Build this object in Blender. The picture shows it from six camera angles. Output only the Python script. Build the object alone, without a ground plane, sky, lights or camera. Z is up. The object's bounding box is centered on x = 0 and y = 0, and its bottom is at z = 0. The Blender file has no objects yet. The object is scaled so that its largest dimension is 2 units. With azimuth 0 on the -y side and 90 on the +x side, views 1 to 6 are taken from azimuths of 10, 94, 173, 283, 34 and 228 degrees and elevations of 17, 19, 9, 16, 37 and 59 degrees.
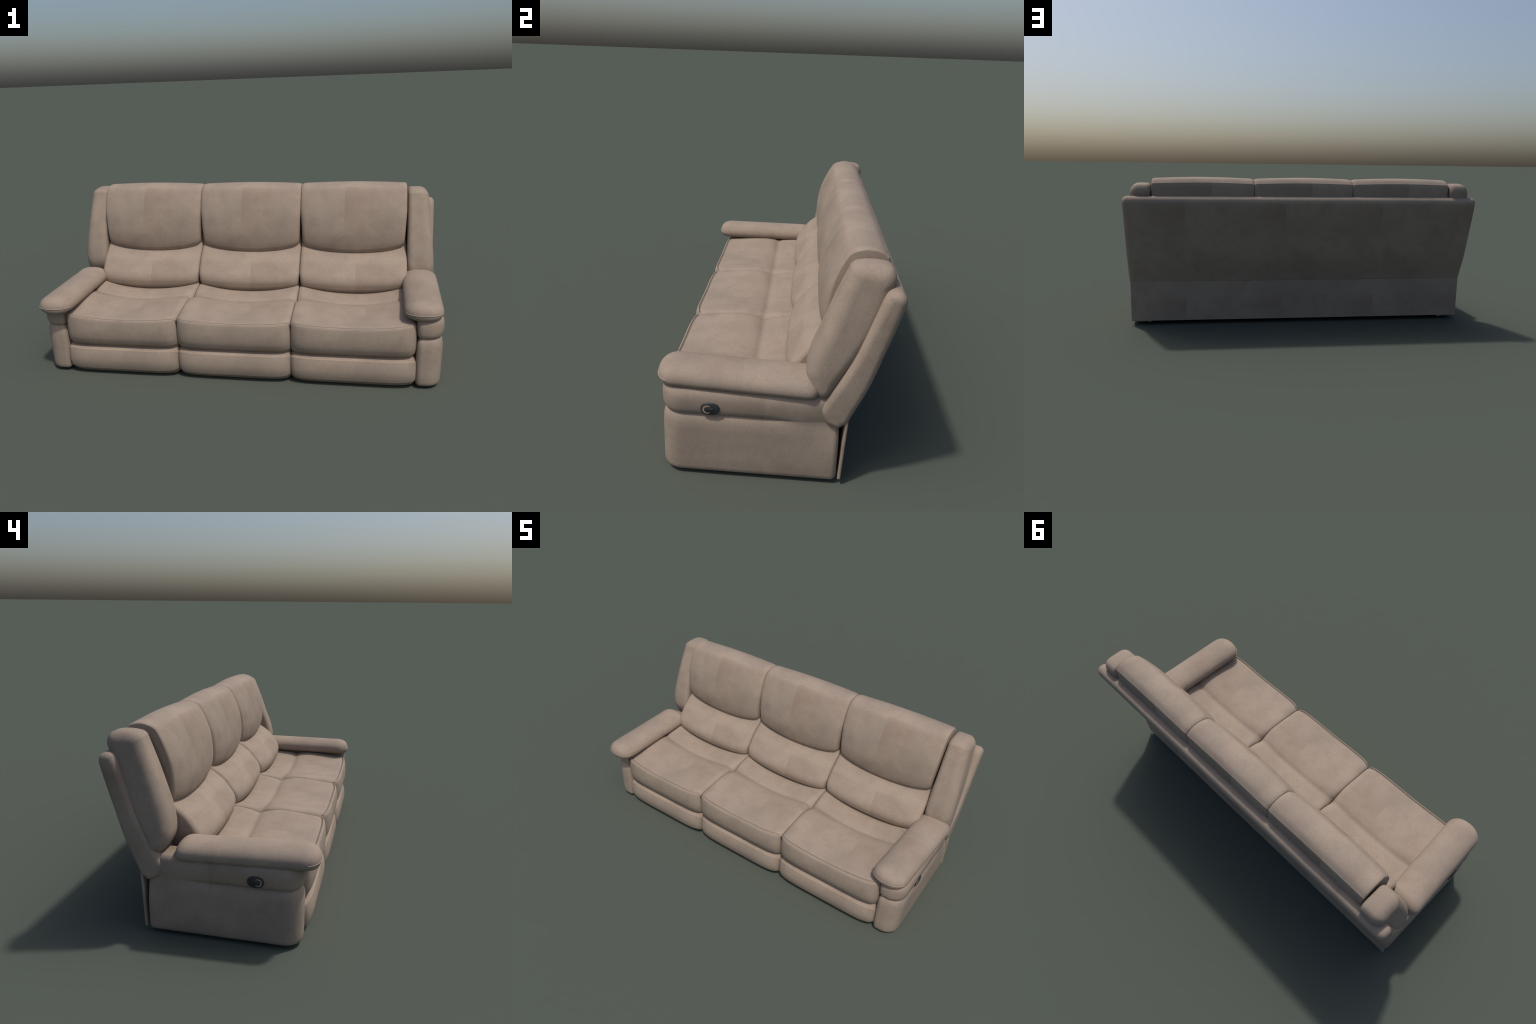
"""Three-seat recliner sofa in beige suede: every upholstered part is a closed loft
built from a side profile (y, z) or a plan outline, with soft rounded ends."""
import bpy, math
from mathutils import Vector

# ------------------------------------------------------------------ materials
def new_mat(name):
    m = bpy.data.materials.new(name)
    m.use_nodes = True
    nt = m.node_tree
    return m, nt, nt.nodes["Principled BSDF"]

def mth(nt, op, a, b=None, c=None):
    n = nt.nodes.new("ShaderNodeMath"); n.operation = op
    for i, v in enumerate((a, b, c)):
        if v is None: continue
        if isinstance(v, (int, float)): n.inputs[i].default_value = v
        else: nt.links.new(v, n.inputs[i])
    return n.outputs[0]

def smooth(nt, v, lo, hi):
    n = nt.nodes.new("ShaderNodeMapRange"); n.interpolation_type = 'SMOOTHSTEP'
    nt.links.new(v, n.inputs[0]); n.inputs[1].default_value = lo; n.inputs[2].default_value = hi
    return n.outputs[0]

def noise(nt, vec, scale, detail=4.0, rough=0.55):
    n = nt.nodes.new("ShaderNodeTexNoise")
    n.inputs["Scale"].default_value = scale; n.inputs["Detail"].default_value = detail
    n.inputs["Roughness"].default_value = rough
    nt.links.new(vec, n.inputs["Vector"])
    return n.outputs["Fac"]

def mixc(nt, fac, a, b):
    n = nt.nodes.new("ShaderNodeMix"); n.data_type = 'RGBA'
    if isinstance(fac, (int, float)): n.inputs[0].default_value = fac
    else: nt.links.new(fac, n.inputs[0])
    for i, v in ((6, a), (7, b)):
        if isinstance(v, tuple): n.inputs[i].default_value = (*v, 1)
        else: nt.links.new(v, n.inputs[i])
    return n.outputs[2]

PERIOD = 0.555
BASE = (0.350, 0.282, 0.223)
WORN = (0.228, 0.166, 0.124)
GREY = (0.272, 0.224, 0.184)

def suede(name, axes=("X", "Z"), edge=(0.0, 0.0), sign=(1, -1), strength=0.55, size=(0.50, 0.34)):
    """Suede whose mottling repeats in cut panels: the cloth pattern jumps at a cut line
    (edge) and is darkest just inside that line, fading away from it."""
    m, nt, bsdf = new_mat(name)
    tc = nt.nodes.new("ShaderNodeTexCoord"); P = tc.outputs["Object"]
    sp = nt.nodes.new("ShaderNodeSeparateXYZ"); nt.links.new(P, sp.inputs[0])
    ab = []
    for ax, e, s in zip(axes, edge, sign):
        d = mth(nt, 'MULTIPLY', mth(nt, 'SUBTRACT', sp.outputs[ax], e), s / PERIOD)
        ab.append(mth(nt, 'FRACT', d))
    a, b = ab
    wob = noise(nt, P, 9.0, 3.0)
    fa = mth(nt, 'SUBTRACT', 1.0, smooth(nt, mth(nt, 'ADD', a, mth(nt, 'MULTIPLY', wob, 0.30)), 0.0, size[0] + 0.25))
    fb = mth(nt, 'SUBTRACT', 1.0, smooth(nt, mth(nt, 'ADD', b, mth(nt, 'MULTIPLY', wob, 0.30)), 0.0, size[1] + 0.25))
    # soft start along the upper cut, crisp along the other
    fb = mth(nt, 'MULTIPLY', fb, mth(nt, 'ADD', 0.35, mth(nt, 'MULTIPLY', smooth(nt, b, 0.0, 0.10), 0.65)))
    corner = mth(nt, 'MULTIPLY', mth(nt, 'MULTIPLY', fa, fb), 1.9)
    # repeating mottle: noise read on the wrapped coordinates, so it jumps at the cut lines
    cb = nt.nodes.new("ShaderNodeCombineXYZ"); nt.links.new(a, cb.inputs[0]); nt.links.new(b, cb.inputs[1])
    big = smooth(nt, noise(nt, P, 4.6, 3.0, 0.5), 0.42, 0.66)
    panel = smooth(nt, noise(nt, cb.outputs[0], 2.6, 2.0, 0.5), 0.50, 0.72)
    mid = noise(nt, P, 15.0, 6.0, 0.65)
    fine = noise(nt, P, 330.0, 3.0, 0.75)
    grain = noise(nt, P, 150.0, 3.0, 0.7)
    col = mixc(nt, mth(nt, 'MULTIPLY', big, 0.55), BASE, GREY)
    col = mixc(nt, mth(nt, 'MULTIPLY', panel, 0.35), col, WORN)
    col = mixc(nt, mth(nt, 'MULTIPLY', smooth(nt, mid, 0.44, 0.70), 0.30), col, WORN)
    col = mixc(nt, mth(nt, 'MULTIPLY', smooth(nt, grain, 0.42, 0.70), 0.34), col, WORN)
    col = mixc(nt, mth(nt, 'MULTIPLY', corner, strength), col, WORN)
    col = mixc(nt, mth(nt, 'MULTIPLY', smooth(nt, fine, 0.42, 0.70), 0.34), col, WORN)
    nt.links.new(col, bsdf.inputs["Base Color"])
    bsdf.inputs["Roughness"].default_value = 0.86
    bsdf.inputs["Specular IOR Level"].default_value = 0.28
    bp = nt.nodes.new("ShaderNodeBump"); bp.inputs["Strength"].default_value = 0.34
    bp.inputs["Distance"].default_value = 0.0016
    nt.links.new(mth(nt, 'ADD', fine, grain), bp.inputs["Height"]); nt.links.new(bp.outputs[0], bsdf.inputs["Normal"])
    return m

def plain(name, col, rough=0.5):
    m, nt, bsdf = new_mat(name)
    tc = nt.nodes.new("ShaderNodeTexCoord")
    f = noise(nt, tc.outputs["Object"], 180.0, 2.0)
    nt.links.new(mixc(nt, f, col, tuple(c * 0.82 for c in col)), bsdf.inputs["Base Color"])
    bsdf.inputs["Roughness"].default_value = rough
    return m

M_HEAD = suede("suede_headrest", ("X", "Z"), (-0.045, 0.838), (1, -1), 0.58)
M_LUMB = suede("suede_lumbar", ("X", "Z"), (0.015, 0.455), (1, -1), 0.44)
M_SEAT = suede("suede_seat", ("X", "Y"), (0.06, -0.13), (1, -1), 0.32)
M_FOOT = suede("suede_footrest", ("X", "Z"), (-0.30, 0.26), (1, -1), 0.35)
M_SIDE = suede("suede_side", ("Y", "Z"), (0.0, 0.36), (-1, -1), 0.42)
M_PAD = suede("suede_arm_pad", ("Y", "X"), (-0.08, -0.28), (-1, 1), 0.36)
M_BACK = suede("suede_back", ("X", "Z"), (0.107, 0.72), (1, -1), 0.55)
M_SEAM = plain("piping_suede", (0.345, 0.277, 0.220), 0.9)
M_GROOVE_DARK = plain("groove_dark", (0.17, 0.130, 0.100), 0.9)
M_PLASTIC = plain("dark_plastic", (0.030, 0.031, 0.032), 0.55)
M_RING = plain("beige_ring", (0.36, 0.28, 0.22), 0.7)
M_DARK = plain("dark_lining", (0.03, 0.027, 0.024), 0.95)

# ------------------------------------------------------------------ mesh helpers
def make_obj(name, verts, faces, mat, parent, origin=(0, 0, 0), angle=38.0):
    me = bpy.data.meshes.new(name)
    ox, oy, oz = origin
    me.from_pydata([(x - ox, y - oy, z - oz) for x, y, z in verts], [], faces)
    me.validate(); me.update()
    import bmesh
    bm = bmesh.new(); bm.from_mesh(me)
    bmesh.ops.recalc_face_normals(bm, faces=bm.faces)
    bm.to_mesh(me); bm.free()
    me.shade_smooth()
    me.set_sharp_from_angle(angle=math.radians(angle))
    me.materials.append(mat)
    ob = bpy.data.objects.new(name, me)
    bpy.context.scene.collection.objects.link(ob)
    ob.location = origin
    ob.parent = parent
    return ob

def spline_ring(ctrl, n=7):
    """closed Catmull-Rom through 2-D control points; a doubled point makes a corner"""
    out = []
    L = len(ctrl)
    for i in range(L):
        p0, p1, p2, p3 = ctrl[i - 1], ctrl[i], ctrl[(i + 1) % L], ctrl[(i + 2) % L]
        if p1 == p2:
            continue
        for k in range(n):
            t = k / n
            out.append(tuple(0.5 * (2 * b + (c - a) * t + (2 * a - 5 * b + 4 * c - d) * t * t + (3 * b - a - 3 * c + d) * t ** 3)
                             for a, b, c, d in zip(p0, p1, p2, p3)))
    return out

def offset_ring(ring, d):
    """move a closed 2-D ring inward by d along its own normals"""
    if abs(d) < 1e-7: return ring
    area = sum(a[0] * b[1] - b[0] * a[1] for a, b in zip(ring, ring[1:] + ring[:1]))
    s = 1 if area > 0 else -1
    res, L = [], len(ring)
    for i in range(L):
        a, b = ring[i - 2], ring[(i + 2) % L]
        tx, ty = b[0] - a[0], b[1] - a[1]
        l = math.hypot(tx, ty) or 1
        res.append((ring[i][0] - ty / l * d * s, ring[i][1] + tx / l * d * s))
    return res

def stations(x0, x1, r0, r1, n, d0=None, d1=None):
    """positions along a loft, crowded where the ends are rounded; gives (x, inset).
    r = width of the rounding, d = how deep the end is drawn in (defaults to r)"""
    d0 = r0 if d0 is None else d0
    d1 = r1 if d1 is None else d1
    st = []
    K = 7
    for k in range(K):
        a = math.pi / 2 * k / K
        st.append((x0 + r0 * (1 - math.cos(a)), d0 * (1 - math.sin(a))))
    for k in range(n + 1):
        st.append((x0 + r0 + (x1 - r1 - x0 - r0) * k / n, 0.0))
    for k in range(K - 1, -1, -1):
        a = math.pi / 2 * k / K
        st.append((x1 - r1 * (1 - math.cos(a)), d1 * (1 - math.sin(a))))
    return st

def skin(rings):
    n = len(rings[0]); verts = [v for r in rings for v in r]; faces = []
    for i in range(len(rings) - 1):
        for j in range(n):
            k = (j + 1) % n
            faces.append((i * n + j, i * n + k, (i + 1) * n + k, (i + 1) * n + j))
    faces.append(tuple(range(n)))
    faces.append(tuple(range((len(rings) - 1) * n, len(rings) * n)))
    return verts, faces

def lerp2(a, b, f, g):
    return [(p[0] + (q[0] - p[0]) * f, p[1] + (q[1] - p[1]) * g) for p, q in zip(a, b)]

def toward_spine(ring, a, b, d):
    """draw a closed ring in by d toward the nearest point of its spine segment a-b"""
    if d < 1e-7: return ring
    L2 = (b[0] - a[0]) ** 2 + (b[1] - a[1]) ** 2
    res = []
    for p in ring:
        t = max(0, min(1, ((p[0] - a[0]) * (b[0] - a[0]) + (p[1] - a[1]) * (b[1] - a[1])) / L2))
        q = (a[0] + (b[0] - a[0]) * t, a[1] + (b[1] - a[1]) * t)
        l = math.hypot(p[0] - q[0], p[1] - q[1])
        k = min(d, l * .94) / max(l, 1e-6)
        res.append((p[0] + (q[0] - p[0]) * k, p[1] + (q[1] - p[1]) * k))
    return res

def cushion(name, x0, x1, end0, mid, end1, r0, r1, mat, parent, power=2.2, sag=2.0, n=26, seg=6, deform=None, inset_scale=1.0, spine=None, angle=38, d0=None, d1=None, depth=None):
    """loft of (y,z) profiles across x: end0 -> mid -> end1, with rounded ends"""
    rings = []; cx = (x0 + x1) / 2
    for x, ins in stations(x0, x1, r0, r1, n, d0, d1):
        u = (x - x0) / (x1 - x0)
        w = 2 * u - 1
        ctrl = lerp2(end0 if w < 0 else end1, mid, 1 - abs(w) ** power, 1 - abs(w) ** sag)
        ring = spline_ring(ctrl, seg)
        if ins > 1e-7:
            full = toward_spine(ring, *spine, ins) if spine else offset_ring(ring, ins * inset_scale)
            ring = [lerp2([p], [q], depth(*p), depth(*p))[0] for p, q in zip(ring, full)] if depth else full
        rr = []
        for y, z in ring:
            p = (x, y, z)
            if deform: p = deform(p, u)
            rr.append(p)
        rings.append(rr)
    v, fc = skin(rings)
    ob = make_obj(name, v, fc, mat, parent, origin=(cx, 0, 0), angle=angle)
    return ob, rings

def tube(name, path, r, mat, parent, closed=False, origin=(0, 0, 0), sides=8):
    verts, faces = [], []
    P = [Vector(p) for p in path]; N = len(P)
    for i, p in enumerate(P):
        t = (P[min(i + 1, N - 1)] - P[max(i - 1, 0)]).normalized()
        up = Vector((0, 0, 1)) if abs(t.z) < 0.9 else Vector((0, 1, 0))
        s = t.cross(up).normalized(); q = s.cross(t)
        for k in range(sides):
            a = 2 * math.pi * k / sides
            verts.append(tuple(p + s * math.cos(a) * r + q * math.sin(a) * r))
    for i in range(N - 1):
        for k in range(sides):
            l = (k + 1) % sides
            faces.append((i * sides + k, i * sides + l, (i + 1) * sides + l, (i + 1) * sides + k))
    faces.append(tuple(range(sides))); faces.append(tuple(range((N - 1) * sides, N * sides)))
    return make_obj(name, verts, faces, mat, parent, origin=origin, angle=80)

# ------------------------------------------------------------------ root
root = bpy.data.objects.new("recliner_sofa", None)
bpy.context.scene.collection.objects.link(root)
root["label"] = "three-seat beige suede recliner sofa with padded arms"
root["category"] = "sofa"

SEATS = [(-0.843, -0.281, -1), (-0.280, 0.280, 0), (0.281, 0.843, 1)]

# ------------------------------------------------------------------ headrest cushions
HEAD_END = [(.392, .70), (.397, .79), (.391, .823), (.391, .823), (.364, .842), (.325, .850), (.291, .844), (.260, .829),
            (.239, .797), (.220, .755), (.204, .71), (.196, .666), (.191, .61), (.194, .565), (.199, .545), (.199, .545),
            (.222, .520), (.222, .520), (.30, .53), (.345, .60)]
HEAD_MID = [(.392, .70), (.397, .795), (.391, .829), (.391, .829), (.364, .850), (.322, .858), (.286, .853), (.252, .837),
            (.226, .80), (.203, .755), (.186, .71), (.174, .66), (.168, .60), (.173, .545), (.181, .510), (.181, .510),
            (.202, .481), (.202, .481), (.30, .50), (.345, .58)]
for x0, x1, side in SEATS:
    rl, dl = (0.014, 0.014) if side < 0 else (0.026, 0.020)
    rr, dr = (0.014, 0.014) if side > 0 else (0.026, 0.020)
    def dfm(p, u):
        # cheeks draw in a little towards the bottom of the cushion
        x, y, z = p
        t = max(0.0, min(1.0, (0.72 - z) / 0.2))
        w = 2 * u - 1
        return (x - math.copysign(abs(w) ** 6 * 0.009 * t, w), y, z)
    cushion("headrest_cushion", x0, x1, HEAD_END, HEAD_MID, HEAD_END, rl, rr, M_HEAD, root, power=4.0, sag=1.9, deform=dfm, angle=30,
            depth=lambda y, z: 1 - 0.55 * max(0.0, min(1.0, (z - .60) / .18)), d0=dl, d1=dr)

# ------------------------------------------------------------------ lumbar cushions
LUMB_END = [(.31, .575), (.235, .548), (.205, .520), (.169, .494), (.135, .465), (.106, .428), (.083, .392), (.078, .365),
            (.080, .346), (.080, .346), (.098, .318), (.098, .318), (.16, .30), (.26, .32), (.31, .42)]
LUMB_MID = [(.31, .555), (.235, .515), (.202, .492), (.160, .480), (.119, .453), (.088, .418), (.063, .385), (.055, .355),
            (.062, .322), (.062, .322), (.090, .292), (.090, .292), (.16, .28), (.26, .30), (.31, .42)]
for x0, x1, side in SEATS:
    a = x0 - (0.004 if side < 0 else 0); b = x1 + (0.004 if side > 0 else 0)
    def dfl(p, u):
        x, y, z = p
        t = max(0.0, min(1.0, (0.40 - z) / 0.08))
        w = 2 * u - 1
        return (x - math.copysign(abs(w) ** 8 * 0.008 * t, w), y, z)
    cushion("lumbar_cushion", a, b, LUMB_END, LUMB_MID, LUMB_END, 0.024, 0.024, M_LUMB, root, power=4.0, sag=2.0, deform=dfl, d0=.018, d1=.018, angle=30)

# ------------------------------------------------------------------ seat cushions
SEAT_P = [(.18, .300), (.12, .300), (.05, .298), (-.02, .293), (-.055, .287), (-.085, .297), (-.14, .306), (-.22, .307), (-.31, .304),
          (-.362, .3020), (-.3705, .2965), (-.3785, .3000), (-.387, .290), (-.392, .258), (-.393, .225), (-.389, .195), (-.379, .169), (-.379, .169), (-.352, .147), (-.352, .147),
          (-.30, .146), (-.30, .146), (.18, .18), (.18, .18)]
for x0, x1, side in SEATS:
    a = x0 - (0.022 if side < 0 else 0); b = x1 + (0.022 if side > 0 else 0)
    def dfs(p, u, side=side):
        x, y, z = p
        w = 2 * u - 1
        # saddle: corners stand higher than the middle, most at the rear crease
        t = max(0.0, min(1.0, (y + .377) / .32))
        outer = (side != 0 and w * side > 0)
        amp_f = 0.026 if outer else 0.012
        amp_r = 0.050 if outer else 0.036
        amp = amp_f + (amp_r - amp_f) * t
        top = max(0.0, min(1.0, (z - .20) / .09))
        dz = amp * abs(w) ** 2.0 * top
        if not outer:
            # the joint opens into a small funnel where it meets the crease
            dz -= .014 * max(0.0, (abs(w) - .80) / .20) ** 1.5 * math.exp(-((y + .06) / .07) ** 2) * top
        # front face retreats toward the seams
        k = abs(w) ** 7 * (0.023 if not outer else 0.028)
        fr = max(0.0, min(1.0, (-y - .30) / .08))
        return (x, y + k * fr, z + dz)
    rl, dl = (0.036, 0.036) if side < 0 else (0.040, 0.017)
    rr, dr = (0.036, 0.036) if side > 0 else (0.040, 0.017)
    ob, rings = cushion("seat_cushion", a, b, SEAT_P, SEAT_P, SEAT_P, rl, rr, M_SEAT, root, power=2, n=30, deform=dfs, seg=6, d0=dl, d1=dr, angle=30,
                        depth=lambda y, z: 1 + 0.45 * math.exp(-((y + .06) / .045) ** 2))
    cx = (a + b) / 2
    # piping rib next to a thin stitching, running along the front edge
    idx = 11 * 6
    def along(j, lift):
        out = []
        for r in rings[4:-4]:
            q0, q1, p = Vector(r[j - 1]), Vector(r[j + 1]), Vector(r[j])
            d = (q1 - q0).normalized()
            nrm = Vector((0, d.z, -d.y))
            if nrm.z < 0: nrm = -nrm
            out.append(p + nrm * lift)
        return out
    for nm, j, r, lift, mat in (("piping", idx, 0.0029, 0.0002, M_SEAM), ("dark_groove_line", idx - 6, 0.0009, 0.0004, M_GROOVE_DARK)):
        t = tube(nm, [tuple(v) for v in along(j, lift)], r, mat, root)
        t.parent = ob
        t.location = (-cx, 0, 0)

# ------------------------------------------------------------------ footrest panels
FOOT_P = [(-.30, .152), (-.342, .152), (-.342, .152), (-.384, .135), (-.384, .135), (-.391, .110), (-.394, .080), (-.391, .054), (-.385, .033), (-.385, .033),
          (-.354, .004), (-.354, .004), (-.28, .0), (-.28, .0), (-.28, .14), (-.28, .14)]
for x0, x1, side in SEATS:
    a = x0 - (0.022 if side < 0 else 0); b = x1 + (0.022 if side > 0 else 0)
    def dff(p, u, side=side):
        x, y, z = p
        w = 2 * u - 1
        k = abs(w) ** 7 * 0.022
        fr = max(0.0, min(1.0, (-y - .30) / .08))
        lift = abs(w) ** 10 * .014 * max(0, 1 - z / .06)
        return (x, y + k * fr, z + lift)
    cushion("footrest_panel", a, b, FOOT_P, FOOT_P, FOOT_P, 0.026, 0.026, M_FOOT, root, n=20, deform=dff, seg=4, d0=.015, d1=.015, angle=25)

# ------------------------------------------------------------------ seat bases (hidden boxes that carry the cushions)
BASE_P = [(-.29, .004), (-.29, .004), (-.29, .175), (-.29, .175), (.18, .28), (.18, .28), (.235, .26), (.235, .26), (.235, .012), (.235, .012)]
for x0, x1, side in SEATS:
    cushion("seat_base", x0, x1, BASE_P, BASE_P, BASE_P, 0.012, 0.012, M_BACK, root, n=4, seg=3)

# ------------------------------------------------------------------ rear shell of the backrest and the kick panel below it
SHELL = [(.255, .232), (.275, .243), (.290, .257), (.304, .291), (.351, .402), (.392, .538), (.420, .633), (.439, .705), (.440, .730), (.428, .748),
         (.405, .755), (.383, .749), (.368, .725), (.352, .679), (.322, .594), (.290, .507), (.246, .416), (.205, .340), (.190, .300), (.212, .250)]
def dsh(p, u):
    x, y, z = p
    # the shell widens slightly towards the top
    return (x * (1 + 0.009 * (z - .25) / .48), y, z)
cushion("back_shell", -.990, .990, SHELL, SHELL, SHELL, 0.028, 0.028, M_BACK, root, n=30, seg=5, deform=dsh, spine=((.236, .285), (.405, .722)))

PLATE = [(.279, .260), (.279, .260), (.290, .260), (.290, .260), (.279, .024), (.279, .024), (.268, .024), (.268, .024)]
cushion("kick_panel", -.980, .983, PLATE, PLATE, PLATE, 0.004, 0.004, M_BACK, root, n=6, seg=2)

# ------------------------------------------------------------------ side wings of the backrest
WING = [(.150, .440), (.157, .506), (.176, .575), (.215, .690), (.254, .788), (.264, .809), (.284, .822), (.335, .827), (.382, .821), (.402, .806), (.410, .778),
        (.398, .735), (.375, .65), (.330, .53), (.270, .41), (.232, .345), (.204, .336), (.176, .358), (.156, .398)]
for s, back, rise in ((1, -.001, -.002), (-1, .018, .006)):
    rings = []
    xi, xo = 0.849, 0.989
    for x, ins in stations(xi, xo, 0.028, 0.056, 10):
        ring = toward_spine(spline_ring(WING, 6), (.205, .425), (.335, .755), ins * 0.85)
        rr = []
        for y, z in ring:
            u = (x - xi) / (xo - xi)
            taper = 0.034 * max(0.0, (z - .40) / .43) ** 1.3
            low = min(1.0, max(0.0, (.60 - z) / .16)) * (-.002 if s < 0 else -.014)
            rr.append((s * (x - taper * u), y + back + low, z + rise))
        rings.append(rr)
    v, f = skin(rings)
    make_obj("backrest_wing", v, f, M_SIDE, root)

# ------------------------------------------------------------------ arm panels
def plan_outline(xi, xo, y0, y1, rf, rb, n=8):
    """plan of an arm: outer front and rear corners rounded; xi inner, xo outer"""
    ri = .024
    pts = [(xi, y1), (xi, y0 + ri)]
    pts += [(xi + ri * (1 - math.cos(a)), y0 + ri * (1 - math.sin(a))) for a in [math.pi / 2 * k / 6 for k in range(1, 7)]]
    m = 8
    pts += [(xi + ri + (xo - rf - xi - ri) * k / m, y0) for k in range(1, m)]
    for k in range(n + 1):
        a = -math.pi / 2 + math.pi / 2 * k / n
        pts.append((xo - rf + rf * math.cos(a), y0 + rf + rf * math.sin(a)))
    m = 40
    pts += [(xo, y0 + rf + (y1 - rb - y0 - rf) * k / m) for k in range(1, m)]
    for k in range(n + 1):
        a = math.pi / 2 * k / n
        pts.append((xo - rb + rb * math.cos(a), y1 - rb + rb * math.sin(a)))
    m = 8
    pts += [(xo - rb + (xi - xo + rb) * k / m, y1) for k in range(1, m)]
    return pts

# height, inset of the outline, extra inset that lives only where the groove is
ARM_Z = [(.012, .012, 0), (.015, .006, 0), (.021, .002, 0), (.034, .000, 0), (.08, 0, 0), (.14, 0, 0), (.19, .0, 0), (.215, .001, 0), (.230, .003, 0.001),
         (.240, .004, .004), (.246, .004, .008), (.249, .004, .011), (.252, .004, .008), (.256, .003, .004), (.263, .002, .001), (.275, .0, 0), (.295, -.002, 0), (.312, -.002, 0),
         (.328, .000, 0), (.338, .005, 0), (.345, .012, 0), (.349, .019, 0)]
def arm_panel(s):
    base = plan_outline(.864, .987, -.370, .263, .074, .022)
    rings = []
    for z, ins, g in ARM_Z:
        rr = []
        ring = offset_ring(base, ins)
        gro = offset_ring(base, ins + g)
        for (x, y), (gx, gy) in zip(ring, gro):
            w = 1 - max(0.0, min(1.0, (y + .02) / .15))
            w = w * w * (3 - 2 * w)
            # the lower side leans in slightly toward the floor
            lean = .005 * max(0, (.20 - z) / .2) * max(0, (x - .87) / .12)
            # the rear end tucks in behind the rounded edge of the back shell
            q = max(0.0, min(1.0, (y - .13) / .11)); tuck = .012 * q * q * (3 - 2 * q) * max(0.0, min(1.0, (z - .14) / .08)) * max(0.0, min(1.0, (x - .87) / .10))
            rr.append((s * (x + (gx - x) * w - lean - tuck), y + (gy - y) * w, z))
        rings.append(rr)
    v, f = skin(rings)
    return make_obj("arm_panel", v, f, M_SIDE, root)

# ------------------------------------------------------------------ arm pads
def arm_pad(s, yf, yb, dz):
    XI, XO, ZB, ZT, ZC = .811, .987, .332 + dz, .423 + dz, .370 + dz
    cx, W = (XI + XO) / 2, (XO - XI) / 2
    LF, LB = 0.076, 0.056
    st = [(yf + LF * (1 - math.cos(math.pi / 2 * k / 14)), 1 - k / 14, 'f') for k in range(14)]
    body = [(yf + LF + (yb - LB - yf - LF) * k / 20, 0, 'b') for k in range(21)]
    back = [(yb - LB * (1 - math.cos(math.pi / 2 * k / 12)), 1 - k / 12, 'r') for k in range(11, -1, -1)]
    rings = []; NA = 56
    for y, q, kind in st + body + back:
        if kind == 'f':
            d = (yf + LF - y) / LF
            ws = max(0.0, 1 - d ** 2.3) ** (1 / 2.3); hu = max(0, 1 - d ** 2.5) ** (1 / 2.2); hl = max(0, 1 - d ** 5) ** (1 / 2)
        elif kind == 'r':
            d = (y - (yb - LB)) / LB
            ws = max(0.0, 1 - d ** 3.2) ** (1 / 3.0); hu = max(0, 1 - d ** 2.1) ** (1 / 2.1); hl = max(0, 1 - d ** 2.6) ** (1 / 2.4)
        else:
            ws = hu = hl = 1.0
        zc = ZC
        ring = []
        for k in range(NA):
            a = 2 * math.pi * k / NA
            c, sn = math.cos(a), math.sin(a)
            e = 2 / 2.25
            X = math.copysign(abs(c) ** e, c) * W * max(ws, 0.02)
            if sn >= 0:
                Z = abs(sn) ** (2 / 2.1) * (ZT - ZC) * max(hu, .02)
            else:
                Z = -abs(sn) ** (2 / 2.2) * (ZC - ZB) * max(hl, .02)
            # the pads splay a little outward toward the rear
            ring.append((s * (cx + X + .024 * ((y - yf) / .58 - .35)), y, zc + Z + .002 - .006 * (y - yf) / .58))
        rings.append(ring)
    v, f = skin(rings)
    ob = make_obj("arm_pad", v, f, M_PAD, root, angle=60)
    # piping along the lower lip of the rounded front
    j0, j1 = 0, 28
    nf = 10
    side_a = [rings[i][j0] for i in range(nf, -1, -1)]
    side_b = [rings[i][j1] for i in range(0, nf + 1)]
    def out(p, q=(s * cx, yf + LF + .02)):
        d = Vector((p[0] - q[0], p[1] - q[1], 0)).normalized() * .0004
        return (p[0] + d.x, p[1] + d.y, p[2])
    path = [out(p) for p in side_a] + [out(p) for p in side_b]
    t = tube("piping", path, 0.0018, M_SEAM, root)
    t.parent = ob
    return ob

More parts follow.
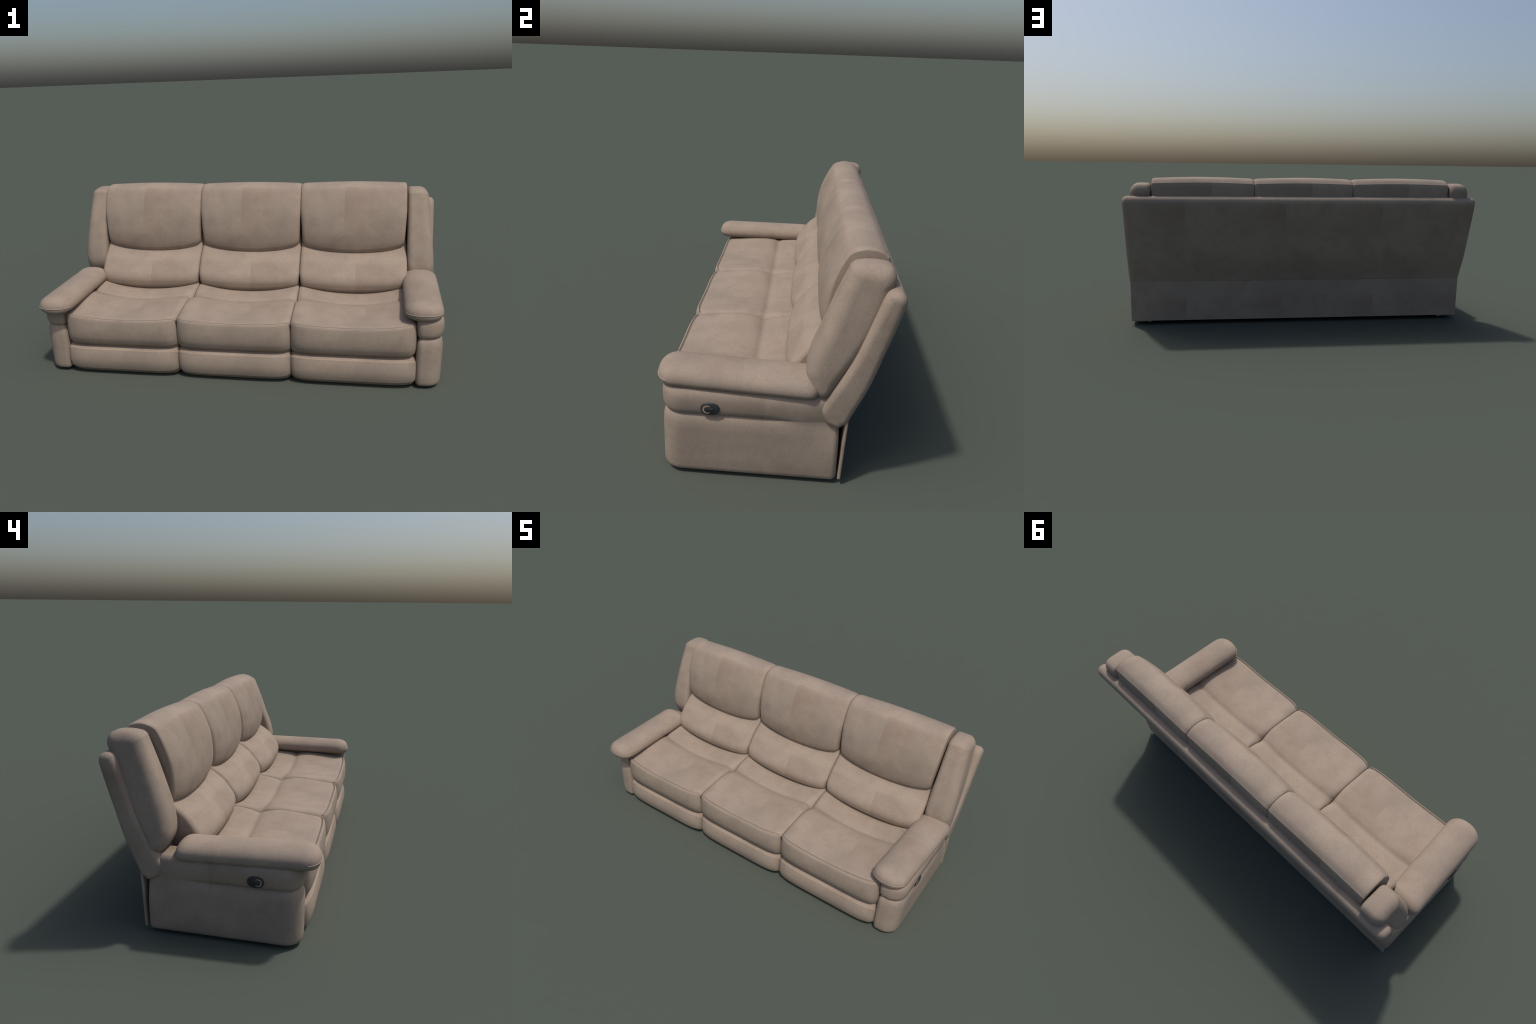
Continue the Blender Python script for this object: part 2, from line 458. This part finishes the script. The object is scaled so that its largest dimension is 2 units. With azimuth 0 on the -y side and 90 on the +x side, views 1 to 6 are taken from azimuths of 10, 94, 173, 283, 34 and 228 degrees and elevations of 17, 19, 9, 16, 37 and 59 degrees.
# ------------------------------------------------------------------ recline control: oval plate, ring, keyhole knob
def prism(name, outline, x0, x1, bev, mat, parent, s):
    """extrude a (y,z) outline from x0 to x1 with a chamfered outer rim"""
    rings = [[(s * x0, y, z) for y, z in outline], [(s * (x1 - bev), y, z) for y, z in outline],
             [(s * (x1 - bev * .3), y, z) for y, z in offset_ring(outline, bev * .4)],
             [(s * x1, y, z) for y, z in offset_ring(outline, bev)]]
    v, f = skin(rings)
    return make_obj(name, v, f, mat, parent, angle=50)

def oval(cy, cz, a, b, e, n=48):
    r = []
    for k in range(n):
        t = 2 * math.pi * k / n
        c, sn = math.cos(t), math.sin(t)
        r.append((cy + math.copysign(abs(c) ** (2 / e), c) * a, cz + math.copysign(abs(sn) ** (2 / e), sn) * b))
    return r

def control(s, parent):
    ob = prism("control_plate", oval(-.190, .2835, .0335, .0245, 2.35), .975, .9930, .003, M_PLASTIC, parent, s)
    cy, cz = -.200, .2825
    # C-shaped ring, open toward the rear
    ring_o, ring_i = [], []
    for k in range(25):
        a = math.radians(50 + 260 * k / 24)
        w = 0.5 + 0.5 * math.sin(math.pi * k / 24)
        ring_o.append((cy + .0158 * math.cos(a), cz + .0158 * math.sin(a)))
        ri = .0158 - .0046 * w - .0006
        ring_i.append((cy + ri * math.cos(a), cz + ri * math.sin(a)))
    outline = ring_o + ring_i[::-1]
    rings = [[(s * .990, y, z) for y, z in outline], [(s * .9938, y, z) for y, z in outline]]
    v, f = skin(rings)
    n = len(outline)
    f = f[:-2]
    h = n // 2
    for k in range(h - 1):
        f.append((n + k, n + k + 1, n + n - 2 - k, n + n - 1 - k))
        f.append((k, k + 1, n - 2 - k, n - 1 - k))
    r = make_obj("control_ring", v, f, M_RING, parent, angle=30); r.parent = ob
    key = []
    for k in range(25):
        a = math.radians(40 + 280 * k / 24)
        key.append((cy + .0098 * math.cos(a), cz + .0098 * math.sin(a)))
    key += [(cy + .0215, cz - .0055), (cy + .0215, cz + .0055)]
    kb = prism("control_knob", key, .991, .9952, .0012, M_PLASTIC, parent, s); kb.parent = ob

for s, yf, yb, dz in ((1, -.389, .188, .002), (-1, -.431, .146, -.008)):
    p = arm_panel(s)
    arm_pad(s, yf, yb, dz)
    control(s, p)
